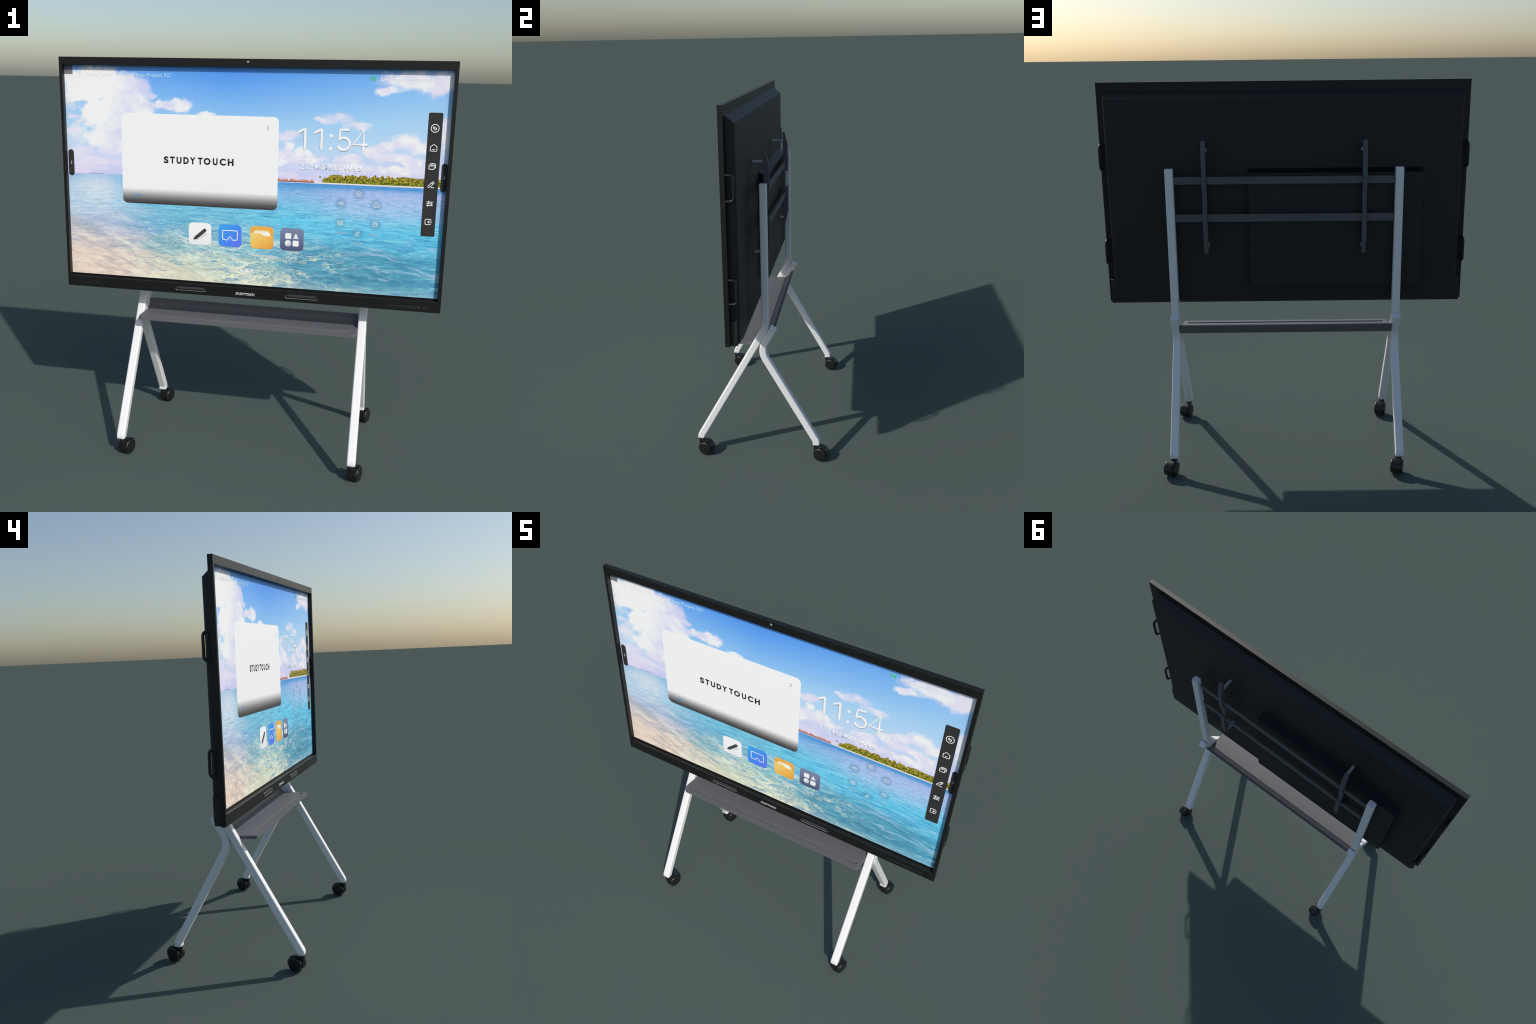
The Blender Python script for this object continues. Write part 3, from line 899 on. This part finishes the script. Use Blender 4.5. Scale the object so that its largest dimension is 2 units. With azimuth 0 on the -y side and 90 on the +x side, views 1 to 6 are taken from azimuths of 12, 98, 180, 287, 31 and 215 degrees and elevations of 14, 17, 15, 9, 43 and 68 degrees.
# styluses held in shallow chrome cradles
def build_stylus(x0, x1, name="stylus"):
    z0, z1, y0, y1 = 0.8500, 0.8622, FRONT_Y + 0.0004, FRONT_Y - 0.0062
    zm = (z0 + z1) / 2
    t = 0.020
    sec = lambda x, hz, yf: [(x, y0, zm - hz), (x, yf + 0.0015, zm - hz), (x, yf, zm - hz + 0.0015), (x, yf, zm + hz - 0.0015), (x, yf + 0.0015, zm + hz), (x, y0, zm + hz)]
    h = (z1 - z0) / 2
    v, f = loft([sec(x0, 0.0022, FRONT_Y - 0.0025), sec(x0 + t, h, y1), sec(x1 - 0.001, h, y1), sec(x1, h * 0.9, y1 + 0.0008)])
    return mesh_from(name, v, f, STYLUS_MAT)


for x0, x1 in ((-0.3655, -0.2115), (0.2075, 0.3615)):
    build_stylus(x0, x1)
    pts = fillet_path([(x0 - 0.0005, 0.8500), (x0 + 0.0050, 0.8432), (x1 + 0.0048, 0.8432), (x1 + 0.0055, 0.8500)], [0, 0.004, 0.003, 0], math.radians(15))
    me = tube_mesh("stylus_cradle", [(p.x, FRONT_Y - 0.0036, p.y) for p in pts], 0.0012, CHROME_MAT, 8)
    link(bpy.data.objects.new("stylus_cradle", me))
    box("cradle_shelf", x0 + 0.004, x1 + 0.004, FRONT_Y - 0.0034, FRONT_Y + 0.0006, 0.8428, 0.8440, FRAME_MAT, frame, 0.0003)

# ----------------------------------------------------------------------------
# stand
# ----------------------------------------------------------------------------
SLOPE = 0.558                    # dy/dz of the splayed tubes


def sweep_tube(name, pts, radii, xc):
    path = fillet_path(pts, radii)
    sec = [(a, b * TUBE_D / TUBE) for a, b in rounded_square(TUBE / 2, 0.0082, 5)]
    rings = []
    n = len(path)
    for i, p in enumerate(path):
        t = (path[min(i + 1, n - 1)] - path[max(i - 1, 0)]).normalized()
        nrm = Vector((t.y, -t.x))
        rings.append((p, t, nrm, 1.0))
    # slightly rounded ends
    p, t, nrm, _ = rings[0]
    rings[0] = (p + t * 0.002, t, nrm, 1.0)
    rings.insert(0, (p, t, nrm, 0.92))
    p, t, nrm, _ = rings[-1]
    rings[-1] = (p - t * 0.002, t, nrm, 1.0)
    rings.append((p, t, nrm, 0.92))
    out = []
    for p, t, nrm, k in rings:
        out.append([(xc + a * k, p.x + nrm.x * b * k, p.y + nrm.y * b * k) for a, b in sec])
    v, f = loft(out)
    return mesh_from(name, v, f, WHITE_MAT, smooth=40)


POST_Y = 0.0230
FOOT_F, FOOT_R = (-0.3570, 0.0945), (0.3000, 0.0862)
post_knee = (POST_Y, 0.7785)
foot_knee = (FOOT_F[0], post_knee[1] - (POST_Y - FOOT_F[0]) / SLOPE)
knee_r = (-0.0069, 0.6480)
for sx in (1, -1):
    sweep_tube("upright", [(POST_Y, 1.5695), post_knee, (foot_knee[0], foot_knee[1] + 0.010), FOOT_F], [0, 0.11, 0.022, 0], sx * TUBE_X)
    top = (0.0682, 0.7822)
    sweep_tube("leg", [top, knee_r, (FOOT_R[0], knee_r[1] - (FOOT_R[0] - knee_r[0]) / 0.569), FOOT_R], [0, 0.10, 0.028, 0], sx * TUBE_X)

# horizontal rails between the uprights; the hanging frame is turned very slightly
def mount_y(x, y):
    return y - 0.012 * x


xe = TUBE_X - TUBE / 2 + 0.001
for z0, z1 in ((1.4875, 1.5265), (1.2905, 1.3310)):
    v = []
    for x in (-xe, xe):
        for y in (0.0190, 0.0253):
            for zc in (z0, z1):
                v.append((x, mount_y(x, y), zc))
    mesh_from("cross_rail", v, [(0, 1, 3, 2), (4, 6, 7, 5), (0, 4, 5, 1), (2, 3, 7, 6), (0, 2, 6, 4), (1, 5, 7, 3)], BRACKET_MAT, smooth=30, bevel=0.001)

# hooked brackets: outline in y-z, flange on the rear edge and a web on the outer side
prof_rear = [(0.0205, 1.7085), (0.0400, 1.6290), (0.0395, 1.4610), (0.0240, 1.4600), (0.0240, 1.3590), (0.0395, 1.3580), (0.0400, 1.1970), (0.0225, 1.1190)]
prof_front = [(0.0085, 1.1190), (0.0085, 1.7085)]
for sx in (1, -1):
    outline = prof_rear + prof_front
    xa, xb = 0.4020, 0.4248
    dy = mount_y(sx * 0.4134, 0.0)
    n = len(outline)
    v = [(sx * xa, y + dy, zc) for y, zc in outline] + [(sx * xb, y + dy, zc) for y, zc in outline]
    f = [tuple(range(n)), tuple(range(n, 2 * n))] + [(i, (i + 1) % n, (i + 1) % n + n, i + n) for i in range(n)]
    bracket = mesh_from("mounting_bracket", v, f, BRACKET_MAT, smooth=30, bevel=0.0012)
    for zc in (1.6545, 1.1560):
        v, f = loft([[(sx * 0.4066 + 0.0078 * math.cos(math.radians(a)), y, zc + 0.0078 * math.sin(math.radians(a))) for a in range(0, 360, 20)]
                     for y in (HOUSING_Y - 0.001, 0.0135 + dy)])
        mesh_from("mounting_pin", v, f, PIN_MAT, bracket, smooth=40)

# ---- shelf: flat plate with a curved upstand at the back and a pen groove ----------------------
def build_tray():
    top_z, th = 0.6850, 0.0160
    front, xh = -0.1460, 0.5700
    # profile of the upper surface from front to back, then back along the under surface
    upper = [(-0.1460, top_z), (-0.1200, top_z), (-0.1185, top_z - 0.006), (-0.1045, top_z - 0.006), (-0.1030, top_z), (-0.0040, top_z)]
    R = 0.045
    upper += [(-0.004 + R * math.sin(math.radians(a)), top_z + R * (1 - math.cos(math.radians(a)))) for a in range(8, 62, 9)]
    e = upper[-1]
    tan = (math.cos(math.radians(62)), math.sin(math.radians(62)))
    upper.append((e[0] + tan[0] * 0.0310, e[1] + tan[1] * 0.0310))
    lower = [(upper[-1][0] + 0.0145, upper[-1][1])]
    R2 = R + 0.0140
    zc2 = top_z - th + R2
    lower += [(-0.004 + R2 * math.sin(math.radians(a)), zc2 - R2 * math.cos(math.radians(a))) for a in range(60, 0, -8)]
    lower += [(-0.004, top_z - th), (-0.0960, top_z - th), (-0.1030, top_z - th), (-0.1200, top_z - th), (-0.1460, top_z - th)]
    loop = upper + lower
    stations = []
    c = 0.020                      # rounded front corners
    for k in range(7):
        a = math.radians(90 * k / 6)
        stations.append((xh - c + c * math.sin(a), front + c - c * math.cos(a)))
    xs = [(0.0, front), (0.545, front), (0.5465, front)] + stations
    xs = [(-x, fy) for x, fy in reversed(xs[1:])] + xs
    rings = []
    for x, fy in xs:
        r = []
        for y, zc in loop:
            zz = zc
            if abs(x) > 0.546 and zc == top_z - 0.006:
                zz = top_z            # groove ends before the plate does
            yy = max(y, fy)
            r.append((x, yy, zz))
        rings.append(r)
    v, f = loft(rings)
    return mesh_from("tray", v, f, GREY_MAT, smooth=30)


build_tray()

# ---- casters ------------------------------------------------------------------------------------
WHEEL_R = 0.0385


def revolve_x(profile, seg=40):
    """profile: (x, r) pairs, revolved about the x axis."""
    return [[(x, r * math.cos(2 * math.pi * k / seg), r * math.sin(2 * math.pi * k / seg)) for k in range(seg)] for x, r in profile]


wheel_prof = [(0.0100, 0.030), (0.0103, 0.0368), (0.0120, WHEEL_R), (0.0235, WHEEL_R), (0.0262, 0.0380), (0.0288, 0.0364), (0.0303, 0.0340), (0.0308, 0.0312), (0.0308, 0.012)]
wv, wf = loft(revolve_x(wheel_prof))
wheel_o = mesh_from("wheel", wv, wf, CASTER_MAT, smooth=35)
wheel_me = wheel_o.data
bpy.data.objects.remove(wheel_o)


def hood_mesh():
    """Central fork block plus arched cover; wheel axis along x through the origin, trail towards +y."""
    bm = bmesh.new()

    def extrude(pts, x0, x1):
        a = [bm.verts.new((x0, y, zc)) for y, zc in pts]
        b = [bm.verts.new((x1, y, zc)) for y, zc in pts]
        n_ = len(pts)
        bm.faces.new(a)
        bm.faces.new(list(reversed(b)))
        for i in range(n_):
            bm.faces.new((a[i], b[i], b[(i + 1) % n_], a[(i + 1) % n_]))
    arc_o = [(0.0443 * math.sin(math.radians(a)), 0.0443 * math.cos(math.radians(a))) for a in range(-22, 112, 8)]
    # fork block
    block = [(-0.0400, -0.016), (-0.0410, 0.0440), (-0.0100, 0.0450), (0.010, 0.0405), (0.036, 0.010), (0.030, -0.016), (-0.010, -0.019)]
    extrude(block, -0.0095, 0.0095)
    # arched cover over the wheels, slightly crowned: three strips of falling radius
    for x0, x1, k in ((-0.0140, 0.0140, 1.0), (-0.0195, -0.0140, 0.993), (0.0140, 0.0195, 0.993), (-0.0220, -0.0195, 0.975), (0.0195, 0.0220, 0.975)):
        outer = [(y * k, zc * k) for y, zc in arc_o]
        inner = [(y * 0.932, zc * 0.932) for y, zc in reversed(arc_o)]
        extrude(outer + inner, x0, x1)
    # round pad under the stem
    seg = 24
    for r, z0, z1 in ((0.0175, 0.0300, 0.0455), (0.0062, 0.0420, 0.0600)):
        lo = [bm.verts.new((-0.0030 + r * math.cos(2 * math.pi * k / seg), -0.0290 + r * math.sin(2 * math.pi * k / seg), z0)) for k in range(seg)]
        hi = [bm.verts.new((-0.0030 + r * math.cos(2 * math.pi * k / seg), -0.0290 + r * math.sin(2 * math.pi * k / seg), z1)) for k in range(seg)]
        bm.faces.new(list(reversed(lo)))
        bm.faces.new(hi)
        for i in range(seg):
            f_ = bm.faces.new((lo[i], lo[(i + 1) % seg], hi[(i + 1) % seg], hi[i]))
            if r < 0.01:
                f_.material_index = 1
    bmesh.ops.recalc_face_normals(bm, faces=bm.faces)
    me = bpy.data.meshes.new("caster")
    bm.to_mesh(me)
    bm.free()
    me.materials.append(CASTER_MAT)
    me.materials.append(WHITE_MAT)
    me.shade_smooth()
    me.set_sharp_from_angle(angle=math.radians(32))
    return me


hood_me = hood_mesh()
YAW = math.radians(-17)
PIVOT = Vector((-0.0030, -0.0290, 0))       # stem position in the caster's own frame
for sx in (1, -1):
    for fy, fz in (FOOT_F, FOOT_R):
        c = link(bpy.data.objects.new("caster", hood_me))
        c.location = (sx * TUBE_X + 0.0150, fy + 0.0280, WHEEL_R)
        c.rotation_euler = (0, 0, YAW)
        for s in (1, -1):
            w = link(bpy.data.objects.new("wheel", wheel_me), c)
            w.rotation_euler = (0, 0, 0 if s > 0 else math.pi)
